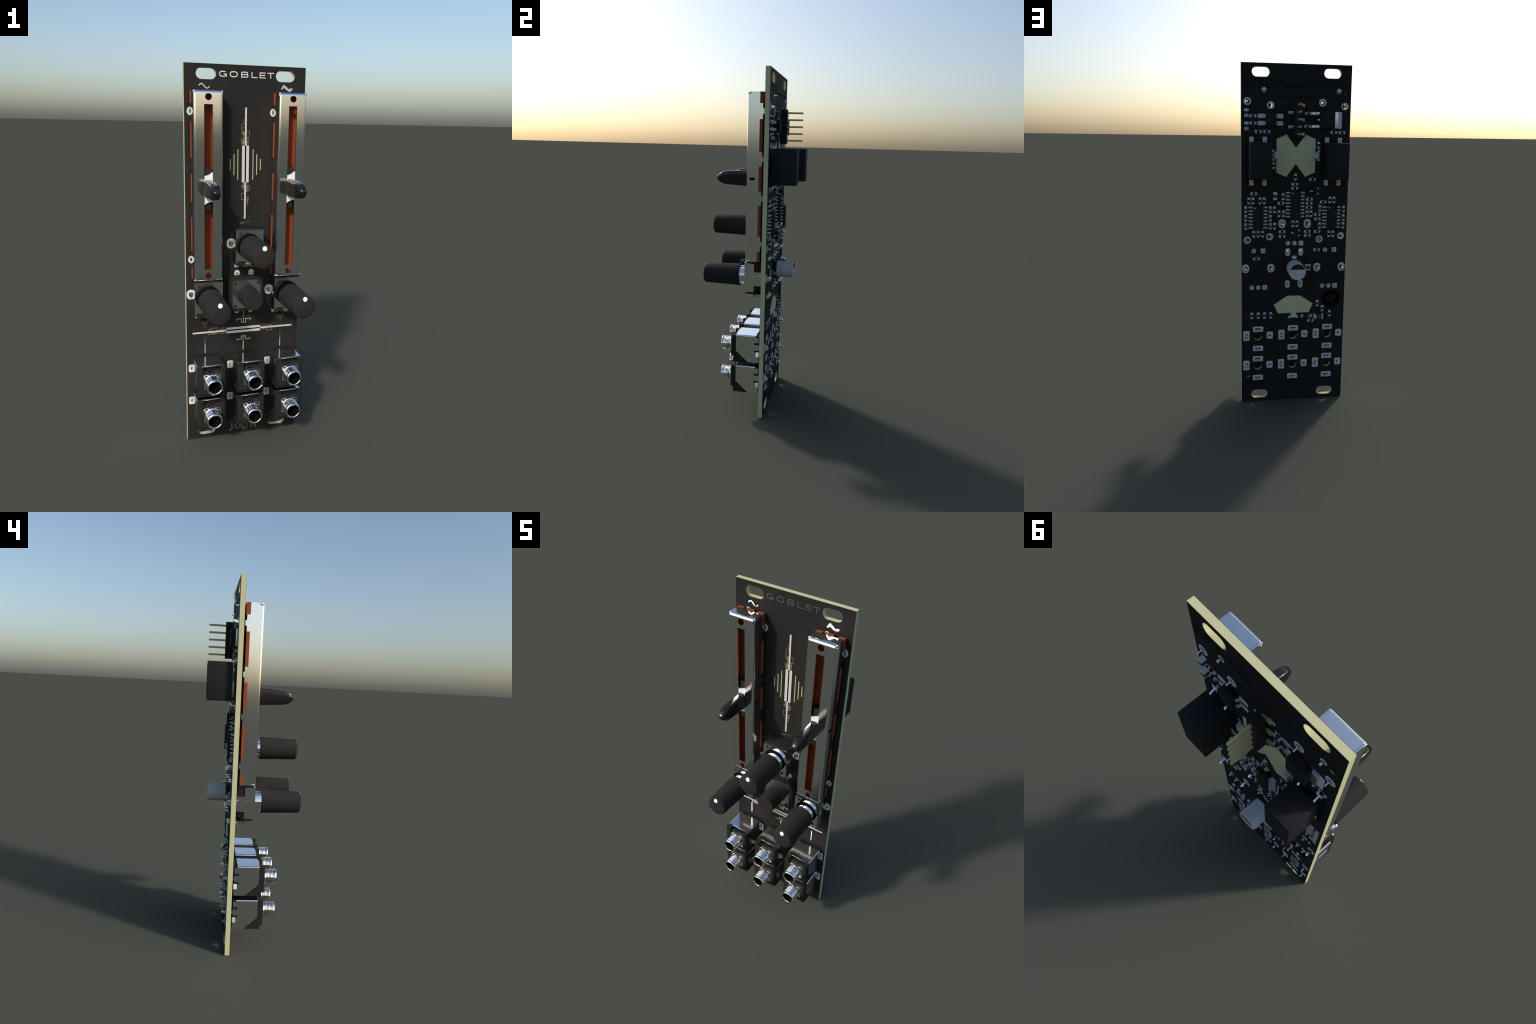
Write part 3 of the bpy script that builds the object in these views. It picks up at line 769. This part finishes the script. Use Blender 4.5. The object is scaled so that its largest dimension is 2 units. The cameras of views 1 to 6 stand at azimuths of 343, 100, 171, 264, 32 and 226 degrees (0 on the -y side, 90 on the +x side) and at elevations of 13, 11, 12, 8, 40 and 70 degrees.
# rectifier bridge on four broad pads
rb, rl = Shape(), Shape()
rb.box(-1.84, 1.84, -2.35, -0.7, -2.25, 2.25, 'epoxy', 0.1)
for s in (-1, 1):
    for z in (-1.27, 1.27):
        rl.plate([rrect(s * 3.28, z, 2.65, 1.55, 0.3)], 0.03, -0.06, 'tin')
        rl.along_z([gull(s * 1.75, s * 2.2, s * 2.75, -1.05, 0.25)], z - 0.42, z + 0.42, 'lead')
p = put('bridge_rectifier', rb.mesh('bridge_rectifier'), root, (9.52, BACK, 109.0))
put('chip_leg', rl.mesh('chip_leg'), p)

# voltage regulator with a broad metal tab
vb, vl = Shape(), Shape()
vb.box(-13.85, -8.5, -2.3, -0.1, 106.2, 112.1, 'epoxy', 0.15)
vl.plate([rrect(-15.0, 109.12, 3.7, 5.95, 0.15)], 0.03, -0.06, 'tin')
vl.box(-15.4, -13.4, -0.6, -0.05, 106.3, 112.0, 'tab', 0.08)
for z in (111.43, 106.82):
    vl.plate([rrect(-6.95, z, 2.9, 1.1, 0.2)], 0.03, -0.06, 'tin')
    vl.along_z([gull(-8.6, -7.4, -5.75, -1.0, 0.3)], z - 0.35, z + 0.35, 'tab')
    vl.box(-8.55, -7.55, -1.05, -0.7, z - 0.5, z + 0.5, 'tab', 0.08)
vl.box(-8.6, -7.7, -1.1, -0.7, 108.75, 109.5, 'tab', 0.08)
p = put('voltage_regulator', vb.mesh('voltage_regulator'), root, (0, BACK, 0))
put('regulator_tab', vl.mesh('regulator_tab'), p)

# pin header
hb, hp = Shape(), Shape()
hp.loft([[(dx * q, d, dz * q) for dx, dz in ((-0.32, -0.32), (0.32, -0.32), (0.32, 0.32), (-0.32, 0.32))] for d, q in ((-3.3, 1), (-9.15, 1), (-9.38, 0.6))], 'gold')
hp.plate([rrect(2.05, 0, 1.9, 1.05, 0.05)], 0.03, -0.06, 'tin')
hp.box(0.2, 2.4, -0.62, -0.05, -0.32, 0.32, 'gold', 0.06)
hp.box(-0.3, 0.3, -1.0, -0.1, -0.32, 0.32, 'gold')
for i in range(5):
    z = 104.02 + 2.54 * i
    hb.plate([[(-1.0, z - 1.27), (1.0, z - 1.27), (1.27, z - 1.0), (1.27, z + 1.0), (1.0, z + 1.27), (-1.0, z + 1.27), (-1.27, z + 1.0), (-1.27, z - 1.0)]], -0.9, -3.45, 'plastic')
p = put('pin_header', hb.mesh('pin_header'), root, (0, BACK, 0))
pin_mesh = hp.mesh('header_pin')
for i in range(5):
    put('header_pin', pin_mesh, p, (0, 0, 104.02 + 2.54 * i), 0.0 if i % 2 else math.pi)

# two tall optical couplers
ob_, ol = Shape(), Shape()
ob_.box(-3.66, 3.66, -9.54, -1.42, 88.2, 101.07, 'epoxy', 0.08)
for x in (-2.42, 2.42):
    for z, s in ((101.95, 1), (86.4, -1)):
        ol.plate([rrect(x, z, 1.6, 1.95, 0.05)], 0.03, -0.06, 'tin')
        zz = z - s * 0.95
        ol.along_x([[(-1.6, zz - s * 0.3), (-1.6, zz + s * 0.15), (-1.2, zz + s * 0.55), (-0.5, zz + s * 0.75), (-0.06, zz + s * 1.0), (-0.06, zz + s * 0.55), (-0.5, zz + s * 0.5), (-1.05, zz + s * 0.3), (-1.35, zz - s * 0.3)]], x - 0.36, x + 0.1, 'tab')
obm, olm = ob_.mesh('optical_coupler'), ol.mesh('coupler_leg')
for x in OPTO_X:
    p = put('optical_coupler', obm, root, (x, BACK, 0))
    put('coupler_leg', olm, p)

# electrolytic capacitor
cb, cc, ck = Shape(), Shape(), Shape()
cb.plate([[(-3.35, -2.0), (-2.0, -3.35), (2.0, -3.35), (3.35, -2.0), (3.35, 3.35), (-3.35, 3.35)]], -0.05, -1.2, 'plastic')
cb.plate([rrect(0, 3.75, 1.75, 1.6, 0.05)], 0.03, -0.07, 'tin')
cb.plate([rrect(0, -3.75, 1.75, 1.6, 0.05)], 0.03, -0.07, 'tin')
cc.lathe([(0, -1.1), (2.95, -1.1), (3.15, -1.3), (3.15, -2.2), (3.02, -2.35), (3.02, -2.55), (3.15, -2.7), (3.15, -7.6), (3.0, -7.82), (0, -7.82)], 0, 0, 'can', 56)
seg = [(2.98 * math.cos(math.radians(a)), 2.98 * math.sin(math.radians(a))) for a in range(18, 163, 8)]
ck.plate([seg], -7.8, -7.86, 'epoxy')
p = put('electrolytic_capacitor', cc.mesh('electrolytic_capacitor'), root, (0, BACK, 54.2))
put('capacitor_base', cb.mesh('capacitor_base'), p)
put('polarity_mark', ck.mesh('polarity_mark'), p)

# side-glowing lamps that light the bare board windows
lb, ll = Shape(), Shape()
dome = [(1.18 * math.cos(math.radians(a)), 1.4 * math.sin(math.radians(a))) for a in range(0, 181, 12)]
lb.plate([[(-1.18, -0.35)] + [(1.18, -0.35)] + dome], -0.1, -1.35, 'lens')
ll.box(-1.5, 1.5, -1.25, -0.07, -0.62, -0.3, 'white', 0.03)
for x, w, h in ((-1.55, 0.85, 1.0), (-0.37, 0.55, 0.8), (0.37, 0.55, 0.8), (1.55, 0.85, 1.0)):
    ll.plate([rrect(x, -0.8, w, h, 0.12)], 0.03, -0.06, 'tin')
    ll.box(x - w * 0.35, x + w * 0.35, -0.5, -0.05, -0.7, -0.28 + 0.1 * (w > 0.6), 'gold', 0.03)
lbm, llm = lb.mesh('lamp_lens'), ll.mesh('lamp_base')
for x, z, turn in ((7.7, 96.4, -math.pi / 2), (-7.75, 96.4, math.pi / 2), (0.04, 35.2, 0.0)):
    p = put('lamp', llm, root, (x, BACK, z), turn)
    put('lamp_lens', lbm, p)

# protection diode
db, dl = Shape(), Shape()
db.box(-1.3, 1.3, -1.3, -0.15, -0.8, 0.75, 'epoxy', 0.1)
db.box(-0.95, -0.62, -1.315, -0.2, -0.76, 0.71, 'grey')
for s in (-1, 1):
    dl.plate([rrect(s * 1.75, 0, 0.95, 1.2, 0.15)], 0.03, -0.06, 'tin')
    dl.box(*sorted((s * 1.2, s * 1.75)), -0.8, -0.05, -0.4, 0.4, 'lead', 0.08)
p = put('diode', db.mesh('diode'), root, (-5.2, BACK, 34.7))
put('chip_terminal', dl.mesh('chip_terminal'), p)
